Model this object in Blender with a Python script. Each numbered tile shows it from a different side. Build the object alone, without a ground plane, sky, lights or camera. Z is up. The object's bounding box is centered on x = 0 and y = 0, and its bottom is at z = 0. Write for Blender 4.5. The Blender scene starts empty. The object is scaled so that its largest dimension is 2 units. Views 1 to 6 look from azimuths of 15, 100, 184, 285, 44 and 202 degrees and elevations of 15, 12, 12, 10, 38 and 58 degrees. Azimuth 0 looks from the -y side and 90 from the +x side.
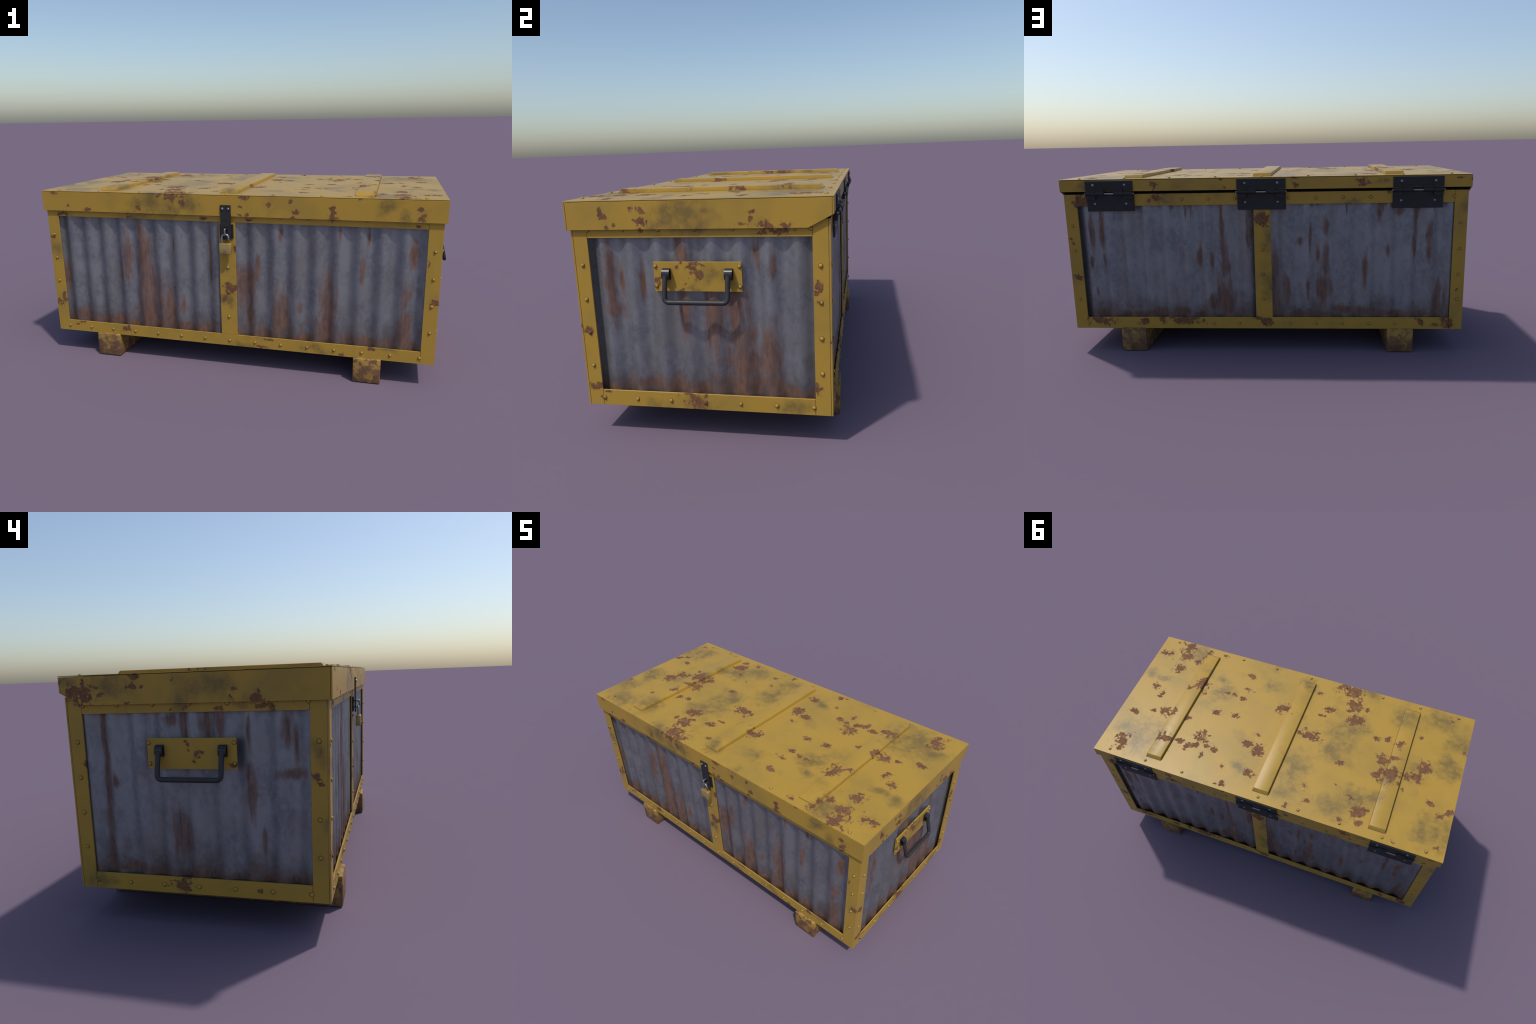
# Weathered yellow steel-framed storage chest with corrugated sheet walls.
import bpy, bmesh, math, random
from mathutils import Vector, Matrix

random.seed(7)
scene = bpy.context.scene

# ------------------------------------------------------------------ sizes (m)
XF = 0.950                 # half length of the frame
YF, YB = -0.4355, 0.450    # front and back face of the frame
YM = 0.5 * (YF + YB)
ZB, ZT = 0.1140, 0.7838     # bottom and top of the frame
PL = 0.006                 # plate thickness
POST = 0.0605              # corner post width on the long sides
POSTE = 0.058              # and on the short ends
RB, RT = 0.172, 0.7275     # top of bottom rail, underside of top rail
XL = 0.9618                # half length of the lid
LF, LB = -0.4465, 0.4613   # front and back of the lid
LZ0, LZ1 = 0.7568, 0.8553   # lid underside and top
SEAM = 0.0012

# ------------------------------------------------- where the weathering sits
# each entry: centre (two coordinates on that side) and the two radii of a blot
TOP_RUST = [
    (0.79, -0.406, 0.031, 0.028), (0.788, -0.333, 0.027, 0.021), (0.896, -0.312, 0.037, 0.019), (0.658, -0.404, 0.025, 0.018), (0.665, -0.359, 0.016, 0.016), (0.552, -0.415, 0.023, 0.015),
    (0.689, -0.308, 0.021, 0.02), (0.778, -0.228, 0.025, 0.023), (0.591, -0.152, 0.032, 0.029), (0.548, -0.145, 0.012, 0.014), (0.645, -0.105, 0.019, 0.013), (0.84, -0.051, 0.024, 0.02),
    (0.786, -0.026, 0.019, 0.021), (0.79, 0.009, 0.016, 0.009), (0.69, 0.091, 0.035, 0.023), (0.874, 0.153, 0.029, 0.016), (0.773, 0.11, 0.015, 0.013), (0.563, 0.092, 0.014, 0.016),
    (0.425, -0, 0.027, 0.018), (0.311, -0.013, 0.023, 0.016), (0.422, -0.15, 0.013, 0.012), (0.328, -0.143, 0.015, 0.016), (0.383, -0.15, 0.021, 0.009), (0.339, -0.318, 0.018, 0.019),
    (0.314, -0.214, 0.024, 0.017), (0.075, -0.149, 0.028, 0.024), (0.844, 0.356, 0.027, 0.032), (0.834, 0.411, 0.015, 0.014), (0.619, 0.264, 0.029, 0.021), (0.548, 0.253, 0.026, 0.019),
    (0.483, 0.273, 0.026, 0.021), (0.438, 0.193, 0.032, 0.026), (0.445, 0.249, 0.023, 0.021), (0.386, 0.233, 0.026, 0.017), (0.341, 0.24, 0.016, 0.019), (0.388, 0.291, 0.015, 0.017),
    (0.17, 0.144, 0.028, 0.019), (0.104, 0.168, 0.029, 0.022), (0.147, 0.072, 0.018, 0.009), (0.103, 0.316, 0.026, 0.021), (0.261, 0.328, 0.015, 0.014), (0.209, 0.418, 0.018, 0.013),
    (0.245, 0.435, 0.011, 0.007), (-0.144, 0.43, 0.01, 0.015), (-0.251, -0.419, 0.047, 0.037), (-0.302, -0.322, 0.033, 0.024), (-0.288, -0.267, 0.02, 0.012), (-0.332, -0.298, 0.016, 0.022),
    (-0.372, -0.3, 0.017, 0.012), (-0.333, -0.215, 0.037, 0.026), (-0.172, -0.239, 0.023, 0.017), (-0.146, -0.18, 0.025, 0.013), (0.076, -0.153, 0.026, 0.023), (-0.082, -0.33, 0.019, 0.015),
    (-0.12, -0.027, 0.04, 0.024), (-0.061, -0.027, 0.017, 0.013), (-0.331, 0.091, 0.022, 0.018), (-0.206, 0.285, 0.018, 0.018), (-0.242, 0.364, 0.018, 0.011), (-0.349, 0.223, 0.01, 0.008),
    (-0.45, 0.268, 0.018, 0.011), (-0.503, 0.338, 0.027, 0.031), (-0.531, 0.395, 0.021, 0.018), (-0.427, 0.407, 0.019, 0.011), (-0.475, -0.134, 0.021, 0.016), (-0.54, -0.147, 0.015, 0.017),
    (-0.605, -0.128, 0.021, 0.026), (-0.606, -0.038, 0.023, 0.014), (-0.551, -0.008, 0.027, 0.026), (-0.601, 0.071, 0.034, 0.035), (-0.541, 0.098, 0.025, 0.023), (-0.652, 0.112, 0.015, 0.017),
    (-0.687, 0.138, 0.014, 0.012), (-0.72, 0.04, 0.035, 0.021), (-0.684, 0.025, 0.011, 0.013), (-0.768, -0.036, 0.028, 0.028), (-0.704, -0.215, 0.013, 0.01), (-0.839, -0.39, 0.015, 0.022),
    (-0.945, -0.202, 0.011, 0.014), (-0.84, 0.167, 0.021, 0.014), (-0.939, 0.191, 0.019, 0.025), (-0.906, 0.221, 0.02, 0.018), (-0.916, 0.398, 0.011, 0.015), (-0.709, 0.434, 0.01, 0.01),
]
TOP_STAIN = [
    (0.755, 0.314, 0.079, 0.085), (0.845, 0.277, 0.063, 0.047), (0.714, 0.229, 0.049, 0.045), (0.915, -0.132, 0.038, 0.032), (0.831, -0.122, 0.029, 0.022), (0.49, -0.234, 0.033, 0.031),
    (0.459, -0.144, 0.047, 0.033), (0.192, -0.269, 0.043, 0.031), (0.717, -0.371, 0.053, 0.05), (-0.128, 0.334, 0.049, 0.042), (-0.124, 0.219, 0.032, 0.049), (0.176, 0.293, 0.029, 0.026),
    (-0.113, 0.204, 0.054, 0.083), (-0.288, -0.083, 0.066, 0.063), (-0.284, 0.016, 0.049, 0.05), (-0.342, -0.169, 0.05, 0.053), (-0.353, -0.431, 0.034, 0.03), (-0.602, -0.321, 0.042, 0.049),
    (-0.781, -0.375, 0.065, 0.048), (-0.918, -0.237, 0.055, 0.044), (-0.869, -0.104, 0.042, 0.037), (-0.88, -0.047, 0.042, 0.032), (-0.919, 0.305, 0.064, 0.062), (-0.852, 0.348, 0.05, 0.044),
    (-0.467, 0.271, 0.053, 0.047), (-0.374, 0.353, 0.067, 0.045), (-0.542, 0.234, 0.037, 0.029), (-0.595, 0.098, 0.031, 0.033), (-0.006, -0.386, 0.031, 0.025),
]
FRONT_RUST = [
    (-0.257, 0.848, 0.045, 0.017), (-0.212, 0.819, 0.012, 0.016), (-0.43, 0.784, 0.013, 0.013), (-0.708, 0.765, 0.024, 0.011), (-0.901, 0.845, 0.022, 0.006), (-0.818, 0.781, 0.007, 0.006),
    (-0.49, 0.739, 0.018, 0.008), (-0.113, 0.74, 0.024, 0.007), (0.089, 0.848, 0.025, 0.01), (0.07, 0.806, 0.01, 0.006), (0.094, 0.768, 0.013, 0.01), (0.069, 0.763, 0.012, 0.006),
    (0.202, 0.814, 0.011, 0.01), (-0.551, 0.154, 0.023, 0.017), (-0.808, 0.169, 0.014, 0.009), (-0.842, 0.151, 0.009, 0.006), (-0.906, 0.301, 0.017, 0.024), (-0.919, 0.271, 0.023, 0.017),
    (-0.926, 0.617, 0.014, 0.008), (0.004, 0.412, 0.027, 0.023), (-0.02, 0.36, 0.012, 0.017), (0.036, 0.604, 0.01, 0.018), (-0.858, 0.741, 0.035, 0.009), (0.3, 0.833, 0.008, 0.006),
    (0.324, 0.782, 0.014, 0.014), (0.31, 0.759, 0.012, 0.006), (0.482, 0.804, 0.013, 0.013), (0.483, 0.765, 0.018, 0.022), (0.855, 0.812, 0.013, 0.013), (0.861, 0.776, 0.022, 0.018),
    (0.601, 0.846, 0.009, 0.005), (0.898, 0.574, 0.006, 0.024), (0.929, 0.404, 0.021, 0.018), (0.67, 0.166, 0.019, 0.011), (0.54, 0.122, 0.013, 0.006), (0.202, 0.163, 0.026, 0.007),
    (0.156, 0.123, 0.038, 0.009), (0.106, 0.74, 0.02, 0.007), (0.848, 0.74, 0.012, 0.008),
]
FRONT_STAIN = [
    (-0.372, 0.815, 0.055, 0.044), (-0.287, 0.788, 0.047, 0.029), (-0.171, 0.806, 0.038, 0.029), (-0.919, 0.565, 0.019, 0.041), (0.011, 0.362, 0.023, 0.031), (-0.448, 0.754, 0.048, 0.015),
    (0.728, 0.831, 0.031, 0.026), (0.8, 0.768, 0.019, 0.026), (0.095, 0.134, 0.046, 0.012), (0.422, 0.137, 0.043, 0.016), (0.729, 0.15, 0.034, 0.013),
]
RIGHT_RUST = [
    (-0.317, 0.824, 0.008, 0.015), (-0.308, 0.799, 0.015, 0.014), (-0.301, 0.77, 0.008, 0.009), (-0.203, 0.827, 0.012, 0.009), (-0.168, 0.818, 0.013, 0.009), (-0.175, 0.781, 0.019, 0.014),
    (-0.152, 0.784, 0.005, 0.009), (0.202, 0.812, 0.01, 0.008), (0.198, 0.785, 0.006, 0.011), (0.17, 0.768, 0.015, 0.006), (0.254, 0.764, 0.03, 0.012), (0.307, 0.769, 0.018, 0.011),
    (-0.267, 0.776, 0.005, 0.01), (0.277, 0.743, 0.047, 0.011), (-0.405, 0.392, 0.02, 0.012), (-0.397, 0.185, 0.022, 0.016), (-0.379, 0.146, 0.01, 0.01), (0.414, 0.566, 0.015, 0.017),
    (0.402, 0.544, 0.008, 0.01), (0.402, 0.209, 0.016, 0.017), (0.407, 0.516, 0.008, 0.005), (0.389, 0.758, 0.008, 0.007), (-0.023, 0.15, 0.026, 0.028), (-0.052, 0.171, 0.016, 0.007),
    (-0.359, 0.167, 0.016, 0.006), (-0.174, 0.753, 0.01, 0.005), (-0.007, 0.639, 0.028, 0.008), (-0.014, 0.626, 0.021, 0.009), (0.014, 0.608, 0.012, 0.013), (0.013, 0.588, 0.012, 0.012),
    (-0.012, 0.607, 0.007, 0.007), (-0.134, 0.581, 0.012, 0.012), (-0.126, 0.569, 0.005, 0.009), (-0.048, 0.641, 0.005, 0.004), (-0.062, 0.629, 0.005, 0.004), (-0.034, 0.569, 0.004, 0.005),
    (-0.048, 0.548, 0.012, 0.004), (-0.025, 0.589, 0.005, 0.004), (0.031, 0.633, 0.009, 0.004),
]
RIGHT_STAIN = [
    (-0.031, 0.813, 0.057, 0.042), (-0.071, 0.789, 0.044, 0.031), (0.017, 0.794, 0.037, 0.03), (-0.001, 0.13, 0.04, 0.021), (0.325, 0.138, 0.032, 0.021), (-0.179, 0.12, 0.042, 0.022),
    (0.078, 0.604, 0.038, 0.023), (-0.005, 0.556, 0.022, 0.009),
]
LEFT_RUST = [
    (0.379, 0.791, 0.042, 0.024), (0.375, 0.83, 0.013, 0.008), (0.405, 0.801, 0.014, 0.009), (0.192, 0.844, 0.02, 0.009), (0.201, 0.816, 0.016, 0.01), (0.055, 0.837, 0.009, 0.008),
    (0.164, 0.809, 0.005, 0.006), (-0.152, 0.794, 0.012, 0.008), (-0.214, 0.769, 0.028, 0.012), (-0.229, 0.786, 0.011, 0.014), (-0.139, 0.773, 0.007, 0.005), (0.212, 0.762, 0.01, 0.005),
    (-0.233, 0.74, 0.041, 0.01), (0.024, 0.743, 0.01, 0.007), (-0.09, 0.739, 0.012, 0.008), (0.068, 0.738, 0.006, 0.005), (-0.393, 0.522, 0.014, 0.014), (-0.406, 0.497, 0.011, 0.007),
    (0.39, 0.559, 0.006, 0.014), (0.066, 0.153, 0.023, 0.026), (0.095, 0.158, 0.015, 0.007), (-0.206, 0.14, 0.01, 0.006), (0.452, 0.841, 0.01, 0.008), (-0.431, 0.291, 0.004, 0.015),
    (-0.006, 0.597, 0.011, 0.015), (0.014, 0.622, 0.005, 0.009), (-0.018, 0.584, 0.006, 0.006), (-0.021, 0.6, 0.008, 0.006), (-0.133, 0.556, 0.014, 0.009), (0.015, 0.606, 0.005, 0.006),
    (0.025, 0.634, 0.005, 0.004), (-0.002, 0.572, 0.006, 0.005),
]
LEFT_STAIN = [
    (0.267, 0.812, 0.046, 0.032), (-0.004, 0.798, 0.054, 0.034), (-0.094, 0.804, 0.035, 0.033), (0.441, 0.823, 0.027, 0.018), (-0.167, 0.755, 0.035, 0.011), (-0.399, 0.603, 0.016, 0.033),
    (-0.401, 0.383, 0.017, 0.023), (0.38, 0.135, 0.036, 0.028),
]
BACK_RUST = [
    (0.501, 0.826, 0.018, 0.018), (0.188, 0.848, 0.009, 0.006), (0.173, 0.81, 0.009, 0.005), (0.856, 0.753, 0.036, 0.023), (0.881, 0.769, 0.014, 0.014), (0.504, 0.766, 0.021, 0.013),
    (0.54, 0.752, 0.01, 0.008), (0.295, 0.779, 0.011, 0.004), (0.925, 0.552, 0.009, 0.008), (0.932, 0.565, 0.009, 0.004), (0.916, 0.377, 0.031, 0.011), (0.008, 0.657, 0.027, 0.023),
    (-0.026, 0.625, 0.006, 0.006), (-0.005, 0.68, 0.013, 0.008), (0.813, 0.155, 0.045, 0.018), (0.595, 0.149, 0.024, 0.014), (0.506, 0.154, 0.019, 0.018), (0.395, 0.156, 0.05, 0.015),
    (0.458, 0.167, 0.017, 0.007), (0.307, 0.159, 0.009, 0.007), (-0.011, 0.148, 0.025, 0.018), (0.034, 0.173, 0.02, 0.01), (-0.47, 0.829, 0.024, 0.015), (-0.501, 0.816, 0.012, 0.005),
    (-0.163, 0.821, 0.016, 0.007), (-0.157, 0.806, 0.009, 0.007), (-0.154, 0.849, 0.012, 0.005), (-0.906, 0.844, 0.013, 0.004), (-0.755, 0.152, 0.018, 0.016), (-0.885, 0.156, 0.028, 0.02),
    (-0.823, 0.132, 0.016, 0.01), (-0.093, 0.144, 0.006, 0.006), (-0.587, 0.775, 0.013, 0.006), (-0.96, 0.834, 0.006, 0.012), (-0.918, 0.309, 0.005, 0.009),
]
BACK_STAIN = [
    (0.462, 0.764, 0.038, 0.025), (0.858, 0.833, 0.026, 0.019), (-0.033, 0.529, 0.019, 0.039), (-0.549, 0.834, 0.024, 0.012), (-0.017, 0.548, 0.026, 0.033), (-0.025, 0.331, 0.026, 0.047),
    (-0.924, 0.722, 0.018, 0.018), (-0.413, 0.734, 0.037, 0.009),
]
PANEL_FRONT = [
    (-0.443, 0.66, 0.018, 0.046), (-0.436, 0.56, 0.024, 0.094), (-0.43, 0.419, 0.031, 0.128), (-0.432, 0.273, 0.035, 0.108), (-0.525, 0.54, 0.019, 0.071), (-0.564, 0.49, 0.009, 0.048),
    (-0.361, 0.328, 0.014, 0.106), (-0.314, 0.283, 0.027, 0.09), (-0.09, 0.548, 0.009, 0.068), (-0.277, 0.607, 0.007, 0.023), (-0.883, 0.422, 0.02, 0.059), (-0.803, 0.2, 0.051, 0.031),
    (-0.615, 0.199, 0.053, 0.024), (-0.512, 0.183, 0.035, 0.017), (-0.337, 0.191, 0.05, 0.021), (-0.241, 0.195, 0.041, 0.019), (-0.135, 0.192, 0.052, 0.017), (-0.239, 0.305, 0.012, 0.032),
    (0.08, 0.43, 0.041, 0.069), (0.107, 0.285, 0.02, 0.11), (0.254, 0.298, 0.028, 0.085), (0.251, 0.681, 0.01, 0.028), (0.474, 0.449, 0.021, 0.051), (0.473, 0.346, 0.025, 0.097),
    (0.464, 0.232, 0.028, 0.061), (0.81, 0.423, 0.018, 0.042), (0.812, 0.265, 0.024, 0.066), (0.838, 0.612, 0.019, 0.034), (0.141, 0.516, 0.011, 0.045), (0.341, 0.328, 0.011, 0.019),
    (0.625, 0.517, 0.01, 0.035), (0.159, 0.188, 0.046, 0.02), (0.589, 0.191, 0.042, 0.022), (0.658, 0.198, 0.027, 0.023), (0.747, 0.18, 0.027, 0.014), (0.36, 0.184, 0.044, 0.018),
    (0.519, 0.696, 0.009, 0.028), (0.642, 0.677, 0.007, 0.027), (0.841, 0.175, 0.039, 0.011),
]
PANEL_RIGHT = [
    (-0.308, 0.648, 0.016, 0.046), (-0.309, 0.555, 0.021, 0.074), (-0.304, 0.475, 0.025, 0.034), (-0.049, 0.472, 0.022, 0.057), (0.049, 0.461, 0.024, 0.079), (0.131, 0.482, 0.03, 0.072),
    (0.145, 0.377, 0.039, 0.06), (0.151, 0.297, 0.049, 0.075), (0.15, 0.209, 0.053, 0.042), (0.238, 0.314, 0.031, 0.074), (0.203, 0.672, 0.014, 0.031), (-0.05, 0.686, 0.022, 0.038),
    (0.263, 0.635, 0.011, 0.031), (-0.198, 0.576, 0.01, 0.04), (-0.272, 0.582, 0.009, 0.033), (-0.197, 0.2, 0.049, 0.019), (-0.093, 0.19, 0.041, 0.026), (-0.019, 0.18, 0.041, 0.033),
    (0.304, 0.188, 0.038, 0.021), (-0.341, 0.179, 0.029, 0.015), (0.235, 0.219, 0.039, 0.027),
]
PANEL_LEFT = [
    (0.327, 0.685, 0.014, 0.049), (0.32, 0.58, 0.012, 0.05), (0.325, 0.479, 0.017, 0.071), (0.325, 0.376, 0.015, 0.039), (0.289, 0.498, 0.014, 0.019), (0.035, 0.688, 0.018, 0.041),
    (-0.043, 0.687, 0.021, 0.041), (-0.089, 0.692, 0.016, 0.035), (0.078, 0.706, 0.019, 0.02), (-0.183, 0.657, 0.007, 0.034), (-0.187, 0.464, 0.016, 0.048), (-0.18, 0.523, 0.008, 0.03),
    (-0.305, 0.678, 0.015, 0.034), (-0.321, 0.531, 0.031, 0.016), (0.062, 0.321, 0.024, 0.051), (0.332, 0.23, 0.018, 0.054), (-0.22, 0.296, 0.007, 0.031), (-0.329, 0.628, 0.009, 0.034),
    (0.261, 0.194, 0.056, 0.017), (0.144, 0.187, 0.047, 0.017), (0.011, 0.182, 0.052, 0.017), (-0.117, 0.181, 0.044, 0.014), (-0.241, 0.182, 0.043, 0.019), (-0.342, 0.18, 0.03, 0.013),
]
PANEL_BACK = [
    (0.835, 0.61, 0.013, 0.06), (0.784, 0.609, 0.014, 0.053), (0.842, 0.459, 0.01, 0.019), (0.786, 0.459, 0.007, 0.02), (0.199, 0.682, 0.009, 0.045), (0.197, 0.585, 0.014, 0.046),
    (0.19, 0.512, 0.016, 0.06), (0.186, 0.439, 0.02, 0.047), (0.187, 0.27, 0.032, 0.062), (0.248, 0.249, 0.023, 0.035), (0.309, 0.486, 0.012, 0.033), (0.248, 0.453, 0.008, 0.033),
    (0.067, 0.59, 0.013, 0.039), (0.074, 0.674, 0.013, 0.032), (0.833, 0.305, 0.006, 0.017), (0.816, 0.193, 0.041, 0.02), (0.651, 0.186, 0.041, 0.018), (0.528, 0.193, 0.048, 0.02),
    (0.405, 0.197, 0.041, 0.02), (0.311, 0.186, 0.041, 0.014), (-0.058, 0.445, 0.009, 0.04), (-0.058, 0.31, 0.021, 0.122), (-0.107, 0.31, 0.016, 0.054), (-0.175, 0.549, 0.017, 0.017),
    (-0.225, 0.561, 0.006, 0.052), (-0.3, 0.622, 0.014, 0.032), (-0.299, 0.463, 0.016, 0.059), (-0.296, 0.323, 0.023, 0.044), (-0.264, 0.323, 0.013, 0.041), (-0.215, 0.32, 0.012, 0.034),
    (-0.261, 0.483, 0.01, 0.033), (-0.488, 0.416, 0.011, 0.053), (-0.594, 0.5, 0.009, 0.018), (-0.713, 0.513, 0.011, 0.039), (-0.785, 0.564, 0.014, 0.058), (-0.719, 0.665, 0.011, 0.063),
    (-0.549, 0.699, 0.016, 0.031), (-0.642, 0.685, 0.019, 0.016), (-0.829, 0.276, 0.018, 0.047), (-0.861, 0.276, 0.009, 0.04), (-0.165, 0.187, 0.039, 0.017), (-0.27, 0.187, 0.039, 0.014),
    (-0.388, 0.208, 0.046, 0.019), (-0.491, 0.201, 0.052, 0.021), (-0.615, 0.188, 0.051, 0.018), (-0.743, 0.188, 0.045, 0.014),
]

# ------------------------------------------------------------------ root
root = bpy.data.objects.new("storage_chest", None)
scene.collection.objects.link(root)
root.empty_display_size = 0.2
root["label"] = "weathered yellow steel storage chest with corrugated grey panels and padlock"
root["category"] = "storage chest"


# ------------------------------------------------------------------ node helpers
class Net:
    def __init__(self, name):
        self.mat = bpy.data.materials.new(name)
        self.mat.use_nodes = True
        self.t = self.mat.node_tree
        self.t.nodes.clear()
        out = self.t.nodes.new("ShaderNodeOutputMaterial")
        self.b = self.t.nodes.new("ShaderNodeBsdfPrincipled")
        self.t.links.new(self.b.outputs[0], out.inputs[0])
        tc = self.t.nodes.new("ShaderNodeTexCoord")
        tc.object = root
        self.p = tc.outputs["Object"]

    def link(self, a, sock):
        if isinstance(a, bpy.types.NodeSocket):
            self.t.links.new(a, sock)
        else:
            sock.default_value = a

    def math(self, op, a, b=0.0, c=0.0, clamp=False):
        n = self.t.nodes.new("ShaderNodeMath")
        n.operation = op
        n.use_clamp = clamp
        for s, v in zip(n.inputs, (a, b, c)):
            self.link(v, s)
        return n.outputs[0]

    def vec(self, op, a, b=(0, 0, 0), c=(0, 0, 0)):
        n = self.t.nodes.new("ShaderNodeVectorMath")
        n.operation = op
        for s, v in zip(n.inputs[:3], (a, b, c)):
            self.link(v, s)
        return n.outputs["Value"] if op in ("LENGTH", "DOT_PRODUCT") else n.outputs["Vector"]

    def noise(self, scale, detail=3.0, rough=0.55, stretch=(1, 1, 1), color=False, shift=0.0):
        n = self.t.nodes.new("ShaderNodeTexNoise")
        n.inputs["Scale"].default_value = scale
        n.inputs["Detail"].default_value = detail
        n.inputs["Roughness"].default_value = rough
        p = self.p
        if stretch != (1, 1, 1) or shift:
            p = self.vec("MULTIPLY_ADD", p, stretch, (shift, shift * 1.7, shift * 0.6))
        self.t.links.new(p, n.inputs["Vector"])
        return n.outputs["Color" if color else "Fac"]

    def ramp(self, v, lo, hi, a=0.0, b=1.0, smooth=True):
        n = self.t.nodes.new("ShaderNodeMapRange")
        n.interpolation_type = "SMOOTHSTEP" if smooth else "LINEAR"
        for s, x in zip(n.inputs[:5], (v, lo, hi, a, b)):
            self.link(x, s)
        return n.outputs[0]

    def mix(self, f, a, b):
        n = self.t.nodes.new("ShaderNodeMix")
        n.data_type = "RGBA"
        self.link(f, n.inputs[0])
        for s, v in ((n.inputs[6], a), (n.inputs[7], b)):
            self.link(v if isinstance(v, bpy.types.NodeSocket) else (*v, 1.0), s)
        return n.outputs[2]

    def blots(self, p, spots, plane):
        """Distance to the nearest blot, 1 on its rim."""
        d = None
        for u, v, ru, rv in spots:
            s, o = [0.0] * 3, [0.0] * 3
            for ax, c, r in ((plane[0], u, ru), (plane[1], v, rv)):
                i = "xyz".index(ax)
                s[i], o[i] = 1.0 / r, -c / r
            q = self.vec("LENGTH", self.vec("MULTIPLY_ADD", p, tuple(s), tuple(o)))
            d = q if d is None else self.math("MINIMUM", d, q)
        return d if d is not None else 9.0

    def warped(self, amount, scale, stretch=(1, 1, 1)):
        c = self.noise(scale, 4.0, 0.6, stretch, color=True, shift=3.1)
        off = self.vec("MULTIPLY_ADD", c, (amount,) * 3, (-amount / 2,) * 3)
        return self.vec("ADD", self.p, off)

    def bump(self, h, strength, dist):
        n = self.t.nodes.new("ShaderNodeBump")
        n.inputs["Strength"].default_value = strength
        n.inputs["Distance"].default_value = dist
        self.link(h, n.inputs["Height"])
        self.t.links.new(n.outputs[0], self.b.inputs["Normal"])


YELLOW = (0.396, 0.242, 0.040)
YELLOW_DULL = (0.332, 0.212, 0.042)
YELLOW_WARM = (0.418, 0.240, 0.037)
RUST = (0.185, 0.088, 0.039)
RUST_LIGHT = (0.225, 0.112, 0.047)
RUST_DARK = (0.128, 0.060, 0.030)
GRIME = (0.117, 0.089, 0.040)


def yellow_paint(name, rust, stain, plane):
    m = Net(name)
    # big flakes grow, small chips shrink, so that sizes stay mixed
    rust = [(u, v, ru * k, rv * k) for u, v, ru, rv in rust for k in [1.28 if ru * rv > 5.5e-4 else 0.92]]
    # chipped, rusted blots
    p = m.warped(0.034, 21.0)
    fine = m.vec("MULTIPLY_ADD", m.noise(70.0, 3.0, 0.6, color=True, shift=6.6), (0.014,) * 3, (-0.007,) * 3)
    d = m.blots(m.vec("ADD", p, fine), rust, plane)
    d = m.math("MULTIPLY_ADD", m.math("SUBTRACT", m.noise(30.0, 3.0, 0.6), 0.5), 3.2, m.math("MULTIPLY", d, 0.94))
    d = m.math("MULTIPLY_ADD", m.math("SUBTRACT", m.noise(62.0, 4.0, 0.62, shift=4.4), 0.5), 2.9, d)
    mask = m.ramp(d, 0.98, 0.80)
    halo = m.ramp(d, 1.50, 0.95, 0.0, 0.22)
    # a few stray flecks
    fleck = m.ramp(m.noise(30.0, 7.0, 0.72, shift=5.3), 0.742, 0.765)
    near = m.ramp(d, 3.6, 1.6)
    crumbs = m.math("MULTIPLY", m.ramp(m.noise(105.0, 3.0, 0.6, shift=9.9), 0.66, 0.70), near)
    mask = m.math("MAXIMUM", mask, m.math("MULTIPLY", m.math("MAXIMUM", fleck, crumbs), 0.8))
    # soft grimy clouds
    g = m.blots(m.warped(0.17, 6.5), stain, plane)
    cloud = m.noise(15.0, 5.0, 0.62, shift=2.4)
    g = m.math("MULTIPLY_ADD", m.math("SUBTRACT", cloud, 0.5), 2.6, m.math("MULTIPLY", g, 0.8))
    g = m.math("MULTIPLY_ADD", m.math("SUBTRACT", m.noise(34.0, 4.0, 0.6, shift=7.7), 0.5), 1.4, g)
    grime = m.ramp(g, 1.80, 0.0, 0.0, 0.74)
    grime = m.math("MULTIPLY", grime, m.ramp(m.noise(20.0, 5.0, 0.66, shift=14.0), 0.34, 0.58, 0.45, 1.0))
    haze = m.ramp(m.noise(5.5, 5.0, 0.62, shift=11.0), 0.56, 0.74, 0.0, 0.38)
    grime = m.math("MAXIMUM", grime, haze)
    tone = m.noise(4.5, 3.0, 0.55, shift=1.3)
    base = m.mix(m.ramp(tone, 0.42, 0.72), YELLOW, YELLOW_DULL)
    base = m.mix(m.ramp(m.noise(7.0, 4.0, 0.6, shift=8.8), 0.50, 0.75, 0.0, 0.7), base, YELLOW_WARM)
    base = m.mix(grime, base, GRIME)
    base = m.mix(halo, base, RUST)
    grain = m.noise(95.0, 3.0, 0.6, shift=2.0)
    rust_c = m.mix(m.ramp(grain, 0.36, 0.66), RUST_DARK, RUST)
    rust_c = m.mix(m.ramp(m.noise(36.0, 4.0, 0.6, shift=13.0), 0.45, 0.68, 0.0, 0.75), rust_c, RUST_LIGHT)
    col = m.mix(mask, base, rust_c)
    m.link(col, m.b.inputs["Base Color"])
    m.link(m.ramp(mask, 0.0, 1.0, 0.37, 0.85), m.b.inputs["Roughness"])
    m.b.inputs["Specular IOR Level"].default_value = 0.22
    h = m.math("MULTIPLY_ADD", mask, -1.0, m.math("MULTIPLY", grain, m.math("MULTIPLY", mask, 0.8)))
    m.bump(h, 0.25, 0.002)
    return m.mat


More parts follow.
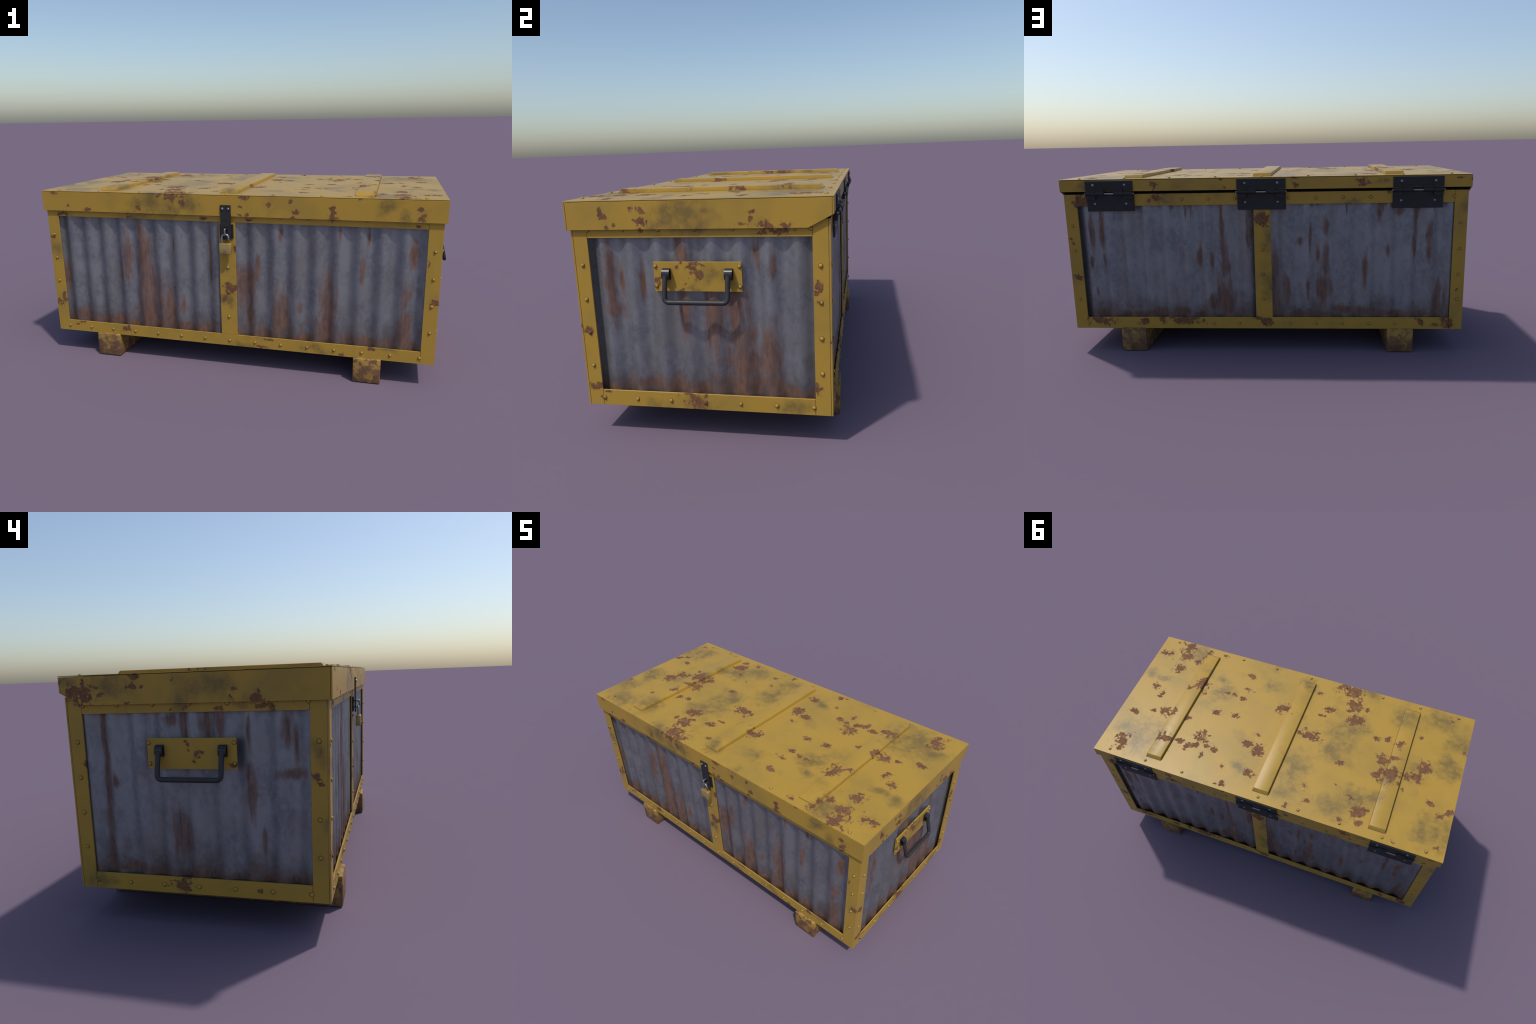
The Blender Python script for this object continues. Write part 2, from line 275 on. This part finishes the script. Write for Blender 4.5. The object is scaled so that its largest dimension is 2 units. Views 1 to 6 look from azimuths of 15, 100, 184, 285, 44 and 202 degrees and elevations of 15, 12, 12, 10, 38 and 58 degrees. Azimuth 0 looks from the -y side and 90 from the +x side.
def foot_paint():
    m = Net("rusted_yellow_paint")
    sep = m.t.nodes.new("ShaderNodeSeparateXYZ")
    m.t.links.new(m.p, sep.inputs[0])
    wet = m.ramp(sep.outputs[2], 0.0, 0.10, 0.07, -0.035)
    n = m.noise(27.0, 5.0, 0.64, shift=2.2)
    n = m.math("ADD", n, wet)
    mask = m.ramp(n, 0.41, 0.56, 0.0, 0.94)
    grain = m.noise(70.0, 4.0, 0.6)
    base = m.mix(m.ramp(m.noise(14.0, 4.0, 0.6), 0.35, 0.65), (0.36, 0.210, 0.036), (0.22, 0.130, 0.034))
    rust = m.mix(m.ramp(grain, 0.3, 0.7), RUST_DARK, RUST)
    rust = m.mix(m.ramp(m.noise(20.0, 4.0, 0.6, shift=9.5), 0.42, 0.62, 0.0, 0.8), rust, (0.085, 0.045, 0.026))
    m.link(m.mix(mask, base, rust), m.b.inputs["Base Color"])
    m.b.inputs["Roughness"].default_value = 0.72
    m.bump(grain, 0.25, 0.002)
    return m.mat


ZINC = (0.240, 0.245, 0.264)
ZINC_LIGHT = (0.295, 0.302, 0.320)
ZINC_DARK = (0.166, 0.170, 0.190)
ZINC_BROWN = (0.238, 0.218, 0.200)
PANEL_RUST = (0.172, 0.086, 0.054)
PANEL_RUST_DARK = (0.104, 0.055, 0.040)


def zinc_sheet(name, streaks, plane, top_rust):
    m = Net(name)
    streaks = [(u, v - 0.12 * rv, ru * (1.2 if ru > 0.022 else 0.85), rv * (1.35 if rv > 1.6 * ru else 0.9)) for u, v, ru, rv in streaks]
    d = m.blots(m.warped(0.030, 14.0, (1, 1, 0.35)), streaks, plane)
    rag = m.noise(62.0, 5.0, 0.62, (1, 1, 0.10))
    rag2 = m.noise(30.0, 5.0, 0.64, (1, 1, 0.5), shift=4.0)
    d = m.math("MULTIPLY_ADD", m.math("SUBTRACT", rag, 0.5), 2.2, d)
    d = m.math("MULTIPLY_ADD", m.math("SUBTRACT", rag2, 0.5), 2.0, d)
    mask = m.ramp(d, 1.85, 0.45)
    runs = m.noise(85.0, 4.0, 0.6, (1, 1, 0.045), shift=17.0)
    mask = m.math("MULTIPLY", mask, m.ramp(runs, 0.30, 0.60, 0.64, 0.90))
    # rust creeping up from the wet bottom edge
    sep = m.t.nodes.new("ShaderNodeSeparateXYZ")
    m.t.links.new(m.p, sep.inputs[0])
    z = sep.outputs[2]
    creep = m.math("MULTIPLY_ADD", m.math("SUBTRACT", m.noise(15.0, 6.0, 0.66, shift=9.0), 0.5), 0.34, z)
    bottom = m.ramp(creep, 0.240, 0.150, 0.0, 0.62)
    mask = m.math("MAXIMUM", mask, bottom)
    if top_rust:
        drip = m.math("MULTIPLY_ADD", m.math("SUBTRACT", m.noise(26.0, 4.0, 0.6, (1, 1, 0.14), shift=12.0), 0.5), 0.62, z)
        mask = m.math("MAXIMUM", mask, m.ramp(drip, 0.735, 0.80, 0.0, 0.75))
    # thin stray streaks
    thin = m.noise(34.0, 5.0, 0.62, (1, 1, 0.06), shift=7.0)
    mask = m.math("MAXIMUM", mask, m.ramp(thin, 0.60, 0.78, 0.0, 0.32))
    # dull dirt washed up above the rust line
    splash = m.math("MULTIPLY_ADD", m.math("SUBTRACT", m.noise(19.0, 5.0, 0.64, (1, 1, 0.6), shift=21.0), 0.5), 0.36, z)
    dirt = m.ramp(splash, 0.315, 0.150, 0.0, 0.55)
    # galvanised mottle
    cloud = m.noise(13.0, 5.0, 0.64, (1, 1, 0.7))
    fine = m.noise(58.0, 4.0, 0.64, (1, 1, 0.75), shift=1.0)
    base = m.mix(m.ramp(cloud, 0.34, 0.66), ZINC_DARK, ZINC_LIGHT)
    base = m.mix(0.35, base, ZINC)
    base = m.mix(m.ramp(fine, 0.38, 0.68, 0.0, 0.6), base, ZINC_LIGHT)
    base = m.mix(m.ramp(m.noise(9.0, 4.0, 0.6, (1, 1, 0.5), shift=15.0), 0.48, 0.72, 0.0, 0.6), base, ZINC_BROWN)
    base = m.mix(dirt, base, (0.105, 0.088, 0.078))
    rust_c = m.mix(m.ramp(m.noise(60.0, 4.0, 0.6, (1, 1, 0.4), shift=3.0), 0.35, 0.65), PANEL_RUST_DARK, PANEL_RUST)
    # bare sheet and dull rust are two coats, mixed by the rust mask
    m.link(base, m.b.inputs["Base Color"])
    m.b.inputs["Roughness"].default_value = 0.54
    m.b.inputs["Metallic"].default_value = 0.78
    m.b.inputs["Specular IOR Level"].default_value = 0.3
    coat = m.t.nodes.new("ShaderNodeBsdfPrincipled")
    m.link(rust_c, coat.inputs["Base Color"])
    coat.inputs["Roughness"].default_value = 0.85
    coat.inputs["Specular IOR Level"].default_value = 0.2
    both = m.t.nodes.new("ShaderNodeMixShader")
    m.link(mask, both.inputs[0])
    m.t.links.new(m.b.outputs[0], both.inputs[1])
    m.t.links.new(coat.outputs[0], both.inputs[2])
    out = next(n for n in m.t.nodes if n.bl_idname == "ShaderNodeOutputMaterial")
    m.t.links.new(both.outputs[0], out.inputs[0])
    m.bump(fine, 0.12, 0.002)
    return m.mat


def plain(name, col, rough, metal=0.0, spec=0.5, vary=0.25, scale=40.0):
    m = Net(name)
    n = m.noise(scale, 4.0, 0.6)
    dark = tuple(c * (1 - vary) for c in col)
    m.link(m.mix(m.ramp(n, 0.35, 0.65), dark, col), m.b.inputs["Base Color"])
    m.link(m.ramp(n, 0.3, 0.7, rough * 0.88, rough * 1.12), m.b.inputs["Roughness"])
    m.b.inputs["Metallic"].default_value = metal
    m.b.inputs["Specular IOR Level"].default_value = spec
    return m.mat


M_TOP = yellow_paint("yellow_paint_top", TOP_RUST, TOP_STAIN, "xy")
M_FRONT = yellow_paint("yellow_paint_front", FRONT_RUST, FRONT_STAIN, "xz")
M_BACK = yellow_paint("yellow_paint_back", BACK_RUST, BACK_STAIN, "xz")
M_RIGHT = yellow_paint("yellow_paint_right", RIGHT_RUST, RIGHT_STAIN, "yz")
M_LEFT = yellow_paint("yellow_paint_left", LEFT_RUST, LEFT_STAIN, "yz")
M_FOOT = foot_paint()
Z_FRONT = zinc_sheet("zinc_front", PANEL_FRONT, "xz", False)
Z_BACK = zinc_sheet("zinc_back", PANEL_BACK, "xz", True)
Z_RIGHT = zinc_sheet("zinc_right", PANEL_RIGHT, "yz", False)
Z_LEFT = zinc_sheet("zinc_left", PANEL_LEFT, "yz", False)
M_BLACK = plain("blackened_steel", (0.025, 0.025, 0.026), 0.55, spec=0.3)
M_GRIP = plain("dark_handle_steel", (0.030, 0.030, 0.032), 0.5, spec=0.4)
M_GLOSS = plain("glossy_black_steel", (0.036, 0.036, 0.039), 0.31, metal=0.35, spec=0.5)
M_STEEL = plain("bright_steel", (0.29, 0.29, 0.315), 0.36, metal=0.75, vary=0.15)
M_BRASS = plain("tarnished_brass", (0.42, 0.30, 0.10), 0.40, metal=0.4, vary=0.15)
M_CONTACT_SHADE = plain("painted_contact_shade", (0.150, 0.100, 0.030), 0.7, spec=0.2)
M_INSIDE = plain("dark_inner_steel", (0.05, 0.045, 0.04), 0.8)
M_NEAR_BLACK = plain("near_black", (0.006, 0.006, 0.006), 0.9, spec=0.05)


# ------------------------------------------------------------------ mesh helpers
def new_object(name, bm_or_mesh, mat, parent, smooth=32, kind=None):
    if isinstance(bm_or_mesh, bmesh.types.BMesh):
        me = bpy.data.meshes.new(name)
        bmesh.ops.recalc_face_normals(bm_or_mesh, faces=bm_or_mesh.faces)
        bm_or_mesh.to_mesh(me)
        bm_or_mesh.free()
        if smooth:
            me.shade_smooth()
            me.set_sharp_from_angle(angle=math.radians(smooth))
    else:
        me = bm_or_mesh
    if mat and not me.materials:
        me.materials.append(mat)
    o = bpy.data.objects.new(name, me)
    scene.collection.objects.link(o)
    o.parent = parent
    return o


def empty_part(name, parent):
    o = bpy.data.objects.new(name, None)
    scene.collection.objects.link(o)
    o.parent = parent
    o.empty_display_size = 0.05
    return o


def add_box(bm, x0, x1, y0, y1, z0, z1, bevel=0.0, seg=1):
    b = bmesh.new()
    bmesh.ops.create_cube(b, size=1.0)
    for v in b.verts:
        v.co = Vector((x0 + (v.co.x + 0.5) * (x1 - x0), y0 + (v.co.y + 0.5) * (y1 - y0), z0 + (v.co.z + 0.5) * (z1 - z0)))
    if bevel:
        bmesh.ops.bevel(b, geom=list(b.edges), offset=bevel, segments=seg, affect="EDGES", profile=0.5)
    tmp = bpy.data.meshes.new("tmp")
    b.to_mesh(tmp)
    b.free()
    bm.from_mesh(tmp)
    bpy.data.meshes.remove(tmp)


def box(name, ext, mat, parent, bevel=0.0005, seg=1):
    bm = bmesh.new()
    add_box(bm, *ext, bevel=bevel, seg=seg)
    return new_object(name, bm, mat, parent)


def prism(name, outline, axis, a0, a1, mat, parent, bevel=0.0005):
    """Outline (two coordinates) pushed along an axis."""
    def place(u, v, a):
        return {"x": (a, u, v), "y": (u, a, v), "z": (u, v, a)}[axis]
    bm = bmesh.new()
    lo = [bm.verts.new(place(u, v, a0)) for u, v in outline]
    hi = [bm.verts.new(place(u, v, a1)) for u, v in outline]
    n = len(outline)
    bm.faces.new(lo)
    bm.faces.new(hi)
    for i in range(n):
        bm.faces.new((lo[i], lo[(i + 1) % n], hi[(i + 1) % n], hi[i]))
    if bevel:
        bmesh.ops.bevel(bm, geom=list(bm.edges), offset=bevel, segments=1, affect="EDGES")
    return new_object(name, bm, mat, parent)


def fillet(points, radius, seg=6):
    """Round the inner corners of a polyline."""
    pts = [Vector(p) for p in points]
    out = [pts[0]]
    for a, b, c in zip(pts, pts[1:], pts[2:]):
        u, w = (a - b).normalized(), (c - b).normalized()
        half = u.angle(w) / 2
        t = radius / math.tan(half)
        s, e = b + u * t, b + w * t
        centre = b + (u + w).normalized() * (radius / math.sin(half))
        for i in range(seg + 1):
            k = i / seg
            p = s.lerp(e, k) - centre
            out.append(centre + p.normalized() * radius)
    out.append(pts[-1])
    return out


def sweep(bm, path, r, sides=14):
    path = [Vector(p) for p in path]
    tang = []
    for i in range(len(path)):
        a, b = path[max(i - 1, 0)], path[min(i + 1, len(path) - 1)]
        tang.append((b - a).normalized())
    n = tang[0].orthogonal().normalized()
    rings = []
    for i, p in enumerate(path):
        n = (n - tang[i] * n.dot(tang[i])).normalized()
        b = tang[i].cross(n)
        rings.append([bm.verts.new(p + (n * math.cos(2 * math.pi * k / sides) + b * math.sin(2 * math.pi * k / sides)) * r) for k in range(sides)])
    for a, b in zip(rings, rings[1:]):
        for k in range(sides):
            bm.faces.new((a[k], a[(k + 1) % sides], b[(k + 1) % sides], b[k]))
    bm.faces.new(rings[0][::-1])
    bm.faces.new(rings[-1])


def tube(name, path, r, mat, parent, sides=14):
    bm = bmesh.new()
    sweep(bm, path, r, sides)
    return new_object(name, bm, mat, parent, smooth=45)


def dome_mesh(name, r, h, mat, ring=None, sides=12):
    """Rivet head: short skirt, rounded shoulder, small flat crown; axis +z."""
    bm = bmesh.new()
    prof = [(r, -0.001), (r, 0.28 * h), (0.86 * r, 0.66 * h), (0.58 * r, 0.93 * h)]
    rings = [[bm.verts.new((q * math.cos(2 * math.pi * k / sides), q * math.sin(2 * math.pi * k / sides), z)) for k in range(sides)] for q, z in prof]
    for a, b in zip(rings, rings[1:]):
        for k in range(sides):
            bm.faces.new((a[k], a[(k + 1) % sides], b[(k + 1) % sides], b[k]))
    top = bm.verts.new((0, 0, h))
    for k in range(sides):
        bm.faces.new((rings[-1][k], rings[-1][(k + 1) % sides], top))
    bmesh.ops.recalc_face_normals(bm, faces=bm.faces)
    if ring:
        # thin darker ring modelled as the occlusion shadow around the head
        rr = [[bm.verts.new((q * math.cos(2 * math.pi * k / sides), q * math.sin(2 * math.pi * k / sides), z)) for k in range(sides)] for q, z in ((1.30 * r, -0.0003), (1.24 * r, 0.0004), (0.97 * r, 0.0006))]
        for a, b in zip(rr, rr[1:]):
            for k in range(sides):
                f = bm.faces.new((a[k], a[(k + 1) % sides], b[(k + 1) % sides], b[k]))
                f.material_index = 1
    me = bpy.data.meshes.new(name)
    bm.to_mesh(me)
    bm.free()
    me.shade_smooth()
    me.materials.append(mat)
    if ring:
        me.materials.append(ring)
    return me


OUT = {"front": (math.pi / 2, 0, 0), "back": (-math.pi / 2, 0, 0), "right": (0, math.pi / 2, 0), "left": (0, -math.pi / 2, 0), "top": (0, 0, 0)}


def stud(name, mesh, loc, side, parent):
    o = bpy.data.objects.new(name, mesh)
    scene.collection.objects.link(o)
    o.parent = parent
    o.location = loc
    o.rotation_euler = OUT[side]
    s = random.uniform(0.94, 1.06)
    o.scale = (s, s, random.uniform(0.9, 1.08))
    return o


# ------------------------------------------------------------------ frame
frame = empty_part("frame", root)
bolts = {side: dome_mesh("bolt_" + side, 0.0068, 0.0056, mat, M_CONTACT_SHADE) for side, mat in (("front", M_FRONT), ("back", M_BACK), ("right", M_RIGHT), ("left", M_LEFT), ("top", M_TOP))}

for side, y0, y1, ys, mat in (("front", YF, YF + PL, YF, M_FRONT), ("back", YB - PL, YB, YB, M_BACK)):
    for sx in (-1, 1):
        xs = sorted((sx * XF, sx * (XF - POST)))
        box("corner_post", (*xs, y0, y1, ZB, ZT), mat, frame)
        for z in (0.6325, 0.5103, 0.3875, 0.2648):
            stud("bolt", bolts[side], (sx * 0.9215, ys, z), side, frame)
    xi = XF - POST - SEAM
    box("bottom_rail", (-xi, xi, y0, y1, ZB, RB), mat, frame)
    box("top_rail", (-xi, xi, y0, y1, RT, ZT), mat, frame)
    box("centre_post", (-0.0402, 0.0402, y0, y1, RB + SEAM * 0.5, RT - SEAM * 0.5), mat, frame)
    for z in (0.6325, 0.5103, 0.3890, 0.2645):
        stud("bolt", bolts[side], (0.0, ys, z), side, frame)
    for k in range(-7, 8):
        stud("bolt", bolts[side], (k * 0.1265, ys, 0.1421), side, frame)
        hidden = side == "back" and abs(k) in (0, 5, 6)
        if not hidden:
            stud("bolt", bolts[side], (k * 0.1265, ys, 0.7562), side, frame)

for side, sx, mat in (("right", 1, M_RIGHT), ("left", -1, M_LEFT)):
    xs = sorted((sx * XF, sx * (XF - PL)))
    ya, yb = YF + PL + SEAM, YB - PL - SEAM
    box("corner_post", (*xs, ya, YF + POSTE, ZB, ZT), mat, frame)
    box("corner_post", (*xs, YB - POSTE, yb, ZB, ZT), mat, frame)
    y0, y1 = YF + POSTE + SEAM, YB - POSTE - SEAM
    box("bottom_rail", (*xs, y0, y1, ZB, RB), mat, frame)
    box("top_rail", (*xs, y0, y1, RT, ZT), mat, frame)
    for y in (-0.4033, 0.4164):
        for z in (0.6330, 0.5103, 0.3880, 0.2651):
            stud("bolt", bolts[side], (sx * XF, y, z), side, frame)
    for k in range(-3, 4):
        for z in (0.1421, 0.7545):
            stud("bolt", bolts[side], (sx * XF, 0.0062 + k * 0.1265, z), side, frame)

floor = box("floor_plate", (-XF + PL + 0.002, XF - PL - 0.002, YF + PL + 0.002, YB - PL - 0.002, 0.1185, 0.1225), M_INSIDE, root, 0)


# ------------------------------------------------------------------ corrugated sheets
def corrugated(name, axis, a0, a1, face, out, period, phase, mat):
    """A wavy sheet standing behind the frame opening; crests just clear the frame plates."""
    ridge, valley, thick = 0.0084, 0.0262, 0.0022
    mid, amp = (ridge + valley) / 2, (valley - ridge) / 2
    n = int((a1 - a0) / period * 20)
    bm = bmesh.new()
    grid = []
    for layer in (0.0, thick):
        rows = []
        for z in (0.124, ZT - 0.012):
            row = []
            for i in range(n + 1):
                a = a0 + (a1 - a0) * i / n
                depth = mid + amp * math.cos(2 * math.pi * (a - phase) / period) + layer
                w = face - out * depth
                row.append(bm.verts.new((a, w, z) if axis == "x" else (w, a, z)))
            rows.append(row)
        grid.append(rows)
    for rows in grid:
        for i in range(n):
            bm.faces.new((rows[0][i], rows[0][i + 1], rows[1][i + 1], rows[1][i]))
    (a, b), (c, d) = grid
    for i in range(n):
        bm.faces.new((a[i], a[i + 1], c[i + 1], c[i]))
        bm.faces.new((b[i], b[i + 1], d[i + 1], d[i]))
    for i in (0, n):
        bm.faces.new((a[i], b[i], d[i], c[i]))
    return new_object(name, bm, mat, root, smooth=50)


# phase = where a valley sits
corrugated("corrugated_panel", "x", -XF + 0.034, XF - 0.034, YF, -1, 0.0961, -0.0142, Z_FRONT)
corrugated("corrugated_panel", "x", -XF + 0.034, XF - 0.034, YB, 1, 0.0961, 0.0316, Z_BACK)
corrugated("corrugated_panel", "y", YF + 0.034, YB - 0.034, XF, 1, 0.0957, 0.0080, Z_RIGHT)
corrugated("corrugated_panel", "y", YF + 0.034, YB - 0.034, -XF, -1, 0.0957, 0.0530, Z_LEFT)

# ------------------------------------------------------------------ lid
lid = box("lid", (-XL, XL, LF, LB, LZ1 - 0.0026, LZ1), M_TOP, root, 0.0004)
LT = 0.0052
zs = LZ1 - 0.0042
box("lid_skirt", (-XL, XL, LF, LF + LT, LZ0, zs), M_FRONT, lid)
box("lid_skirt", (-XL, XL, LB - LT, LB, 0.7978, zs), M_BACK, lid)
box("lid_gap_strip", (-XL + 0.02, XL - 0.02, YB - 0.0045, YB - 0.0008, ZT + 0.0006, 0.8450), M_NEAR_BLACK, lid, 0)  # near-black strip standing just behind the rear gap between lid and frame
for sx, mat in ((1, M_RIGHT), (-1, M_LEFT)):
    xs = sorted((sx * XL, sx * (XL - LT)))
    ya, yb = LF + LT + SEAM, LB - LT - SEAM * 0.6
    prism("lid_skirt", [(ya, LZ0), (0.3805, LZ0), (yb, 0.7962), (yb, zs), (ya, zs)], "x", *xs, mat, lid)
for k in range(-4, 5):
    for y in (-0.4225, 0.4328):
        stud("bolt", bolts["top"], (k * 0.2184, y, LZ1), "top", lid)

# raised ribs across the lid, their ends sloped
for cx in (-0.6205, 0.0, 0.6205):
    w, y0, y1, h, s = 0.0428, -0.3885, 0.4070, 0.0150, 0.0125
    bm = bmesh.new()
    base = [bm.verts.new((cx + a, b, LZ1 - 0.001)) for a, b in ((-w, y0), (w, y0), (w, y1), (-w, y1))]
    top = [bm.verts.new((cx + a, b, LZ1 + h)) for a, b in ((-w + 0.001, y0 + s), (w - 0.001, y0 + s), (w - 0.001, y1 - s), (-w + 0.001, y1 - s))]
    bm.faces.new(base)
    bm.faces.new(top)
    for i in range(4):
        bm.faces.new((base[i], base[(i + 1) % 4], top[(i + 1) % 4], top[i]))
    rim = [e for e in bm.edges if all(v.co.z > LZ1 for v in e.verts)]
    bmesh.ops.bevel(bm, geom=rim, offset=0.0016, segments=2, affect="EDGES", profile=0.5)
    new_object("lid_rib", bm, M_TOP, lid, smooth=60)
    e = 0.0016
    box("rib_contact_shadow", (cx - w - e, cx + w + e, y0 - e, y1 + e, LZ1 - 0.0008, LZ1 + 0.0007), M_CONTACT_SHADE, lid, 0)  # low dark slab; its rim draws the contact shadow along the rib base

# ------------------------------------------------------------------ hinges on the back
silver = dome_mesh("rivet_steel", 0.0062, 0.0040, M_STEEL)
for cx in (0.7205, 0.0, -0.7205):
    hinge = empty_part("hinge", root)
    w, kn = 0.1140, 0.0456
    box("hinge_leaf", (cx - w, cx + w, LB + 0.0002, LB + 0.0052, 0.8005, 0.8480), M_BLACK, hinge, 0.0008)
    box("hinge_leaf", (cx - w, cx + w, YB + 0.0002, YB + 0.0062, 0.7035, 0.7800), M_BLACK, hinge, 0.0008)
    py, pz, pr = 0.4675, 0.7878, 0.0092
    tube("hinge_pin", [(cx - 0.1195, py, pz), (cx + 0.1195, py, pz)], 0.0044, M_STEEL, hinge)
    for i, up in ((-2, 0), (-1, 1), (1, 1), (2, 0)):
        x0, x1 = cx + (i - 0.5) * kn + 0.0005, cx + (i + 0.5) * kn - 0.0005
        bm = bmesh.new()
        sweep(bm, [(x0, py, pz), (x1, py, pz)], pr, 18)
        # strap that wraps from the barrel onto its leaf
        if up:
            add_box(bm, x0 + 0.0005, x1 - 0.0005, LB + 0.0052, LB + 0.0100, pz + 0.002, 0.8108, 0.0008)
        else:
            add_box(bm, x0 + 0.0005, x1 - 0.0005, YB + 0.0060, YB + 0.0165, 0.7600, pz - 0.002, 0.0008)
        new_object("hinge_knuckle", bm, M_BLACK, hinge, smooth=40)
    for sx in (-1, 1):
        stud("rivet", silver, (cx + sx * 0.0762, LB + 0.0052, 0.8285), "back", hinge)
        stud("rivet", silver, (cx + sx * 0.0762, YB + 0.0062, 0.7390), "back", hinge)

# ------------------------------------------------------------------ hasp and padlock
hasp = empty_part("hasp", root)
sy0, sy1 = LF - 0.0053, LF - 0.0002
zlo, zhi, sl0, sl1, hw, sw = 0.6485, 0.8087, 0.6665, 0.7078, 0.0248, 0.0080
bm = bmesh.new()
# strap with a slot for the staple: a ring of eight corners, front and back
outer = [(-hw, zlo), (hw, zlo), (hw, zhi), (-hw, zhi)]
inner = [(-sw, sl0), (sw, sl0), (sw, sl1), (-sw, sl1)]
lay = []
for y in (sy0, sy1):
    lay.append(([bm.verts.new((u, y, v)) for u, v in outer], [bm.verts.new((u, y, v)) for u, v in inner]))
for o, i in lay:
    for k in range(4):
        bm.faces.new((o[k], o[(k + 1) % 4], i[(k + 1) % 4], i[k]))
for w in (0, 1):
    a, b = lay[0][w], lay[1][w]
    for k in range(4):
        bm.faces.new((a[k], a[(k + 1) % 4], b[(k + 1) % 4], b[k]))
new_object("hasp_strap", bm, M_BLACK, hasp)
box("hasp_plate", (-0.0325, 0.0325, YF - 0.0056, YF - 0.0002, 0.6520, 0.7185), M_BLACK, hasp, 0.0008)
for sx in (-1, 1):
    stud("rivet", silver, (sx * 0.0140, sy0, 0.7920), "front", hasp)
tube("staple", fillet([(0, YF - 0.004, 0.7005), (0, -0.4680, 0.7005), (0, -0.4680, 0.6722), (0, YF - 0.004, 0.6722)], 0.0030, 4), 0.0042, M_STEEL, hasp, 12)

lock = empty_part("padlock", root)
ly = -0.4630
box("padlock_body", (-0.0278, 0.0285, ly - 0.0115, ly + 0.0110, 0.5840, 0.6340), M_BRASS, lock, 0.0032, 3)
arc = [(-0.0163, ly, 0.6300), (-0.0163, ly, 0.6595)]
arc += [(-0.0163 * math.cos(math.pi * k / 12), ly, 0.6602 + 0.0158 * math.sin(math.pi * k / 12)) for k in range(13)]
arc += [(0.0163, ly, 0.6595), (0.0163, ly, 0.6500)]
tube("shackle", arc, 0.0046, M_STEEL, lock, 14)
bm = bmesh.new()
sweep(bm, [(0.0003, ly - 0.0105, 0.5985), (0.0003, ly - 0.0140, 0.5985)], 0.0060, 16)
new_object("keyhole_plug", bm, M_STEEL, lock)

# ------------------------------------------------------------------ carrying handles on both ends
for turn, mat in ((0.0, M_RIGHT), (math.pi, M_LEFT)):
    handle = empty_part("carry_handle", root)
    side = "right" if turn == 0 else "left"
    spin = Matrix.Translation((0, YM, 0)) @ Matrix.Rotation(turn, 4, "Z") @ Matrix.Translation((0, -YM, 0))
    made = []
    made.append(box("handle_plate", (0.9452, 0.9522, -0.1447, 0.1592, 0.5443, 0.6455), mat, handle))
    plate_bolts = [(sx, z) for sx in (-0.1383, 0.1520) for z in (0.6306, 0.5620)]
    for y, z in plate_bolts:
        p = spin @ Vector((0.9522, y, z))
        stud("bolt", bolts[side], p, side, handle).scale = (0.92, 0.92, 1.0)
    for yc in (-0.0985, 0.1165):
        # strap eye: a D-shaped loop, open at both sides
        prof = [(0.0, 0.0192), (0.0070, 0.0192)]
        prof += [(0.0070 + 0.0150 * math.sin(math.pi * k / 10), 0.0192 * math.cos(math.pi * k / 10)) for k in range(1, 10)]
        prof += [(0.0070, -0.0192), (0.0, -0.0192)]
        inn = [(0.0030 + u * 0.72, v * 0.80) for u, v in prof]
        bm = bmesh.new()
        rings = []
        for y in (yc - 0.0132, yc + 0.0132):
            rings.append(([bm.verts.new((0.9520 + u, y, 0.6050 + v)) for u, v in prof], [bm.verts.new((0.9520 + u, y, 0.6050 + v)) for u, v in inn]))
        n = len(prof)
        for k in range(n):
            j = (k + 1) % n
            for o, i in rings:
                bm.faces.new((o[k], o[j], i[j], i[k]))
            bm.faces.new((rings[0][0][k], rings[0][0][j], rings[1][0][j], rings[1][0][k]))
            bm.faces.new((rings[0][1][k], rings[0][1][j], rings[1][1][j], rings[1][1][k]))
        made.append(new_object("handle_eye", bm, M_GLOSS, handle, smooth=25))
    ya, yb = -0.0997, 0.1153
    bar = [(0.9690, ya, 0.6035), (0.9913, ya, 0.5165), (0.9913, yb, 0.5165), (0.9690, yb, 0.6035)]
    made.append(tube("handle_bar", fillet(bar, 0.0150, 8), 0.0086, M_GRIP, handle, 14))
    if turn:
        for o in made:
            o.data.transform(spin)

# ------------------------------------------------------------------ skids under the chest
for cx in (-0.6575, 0.6575):
    box("skid_foot", (cx - 0.0620, cx + 0.0620, -0.4490, 0.4612, 0.0, 0.1165), M_FOOT, root, 0.0040, 2)

bpy.context.view_layer.update()
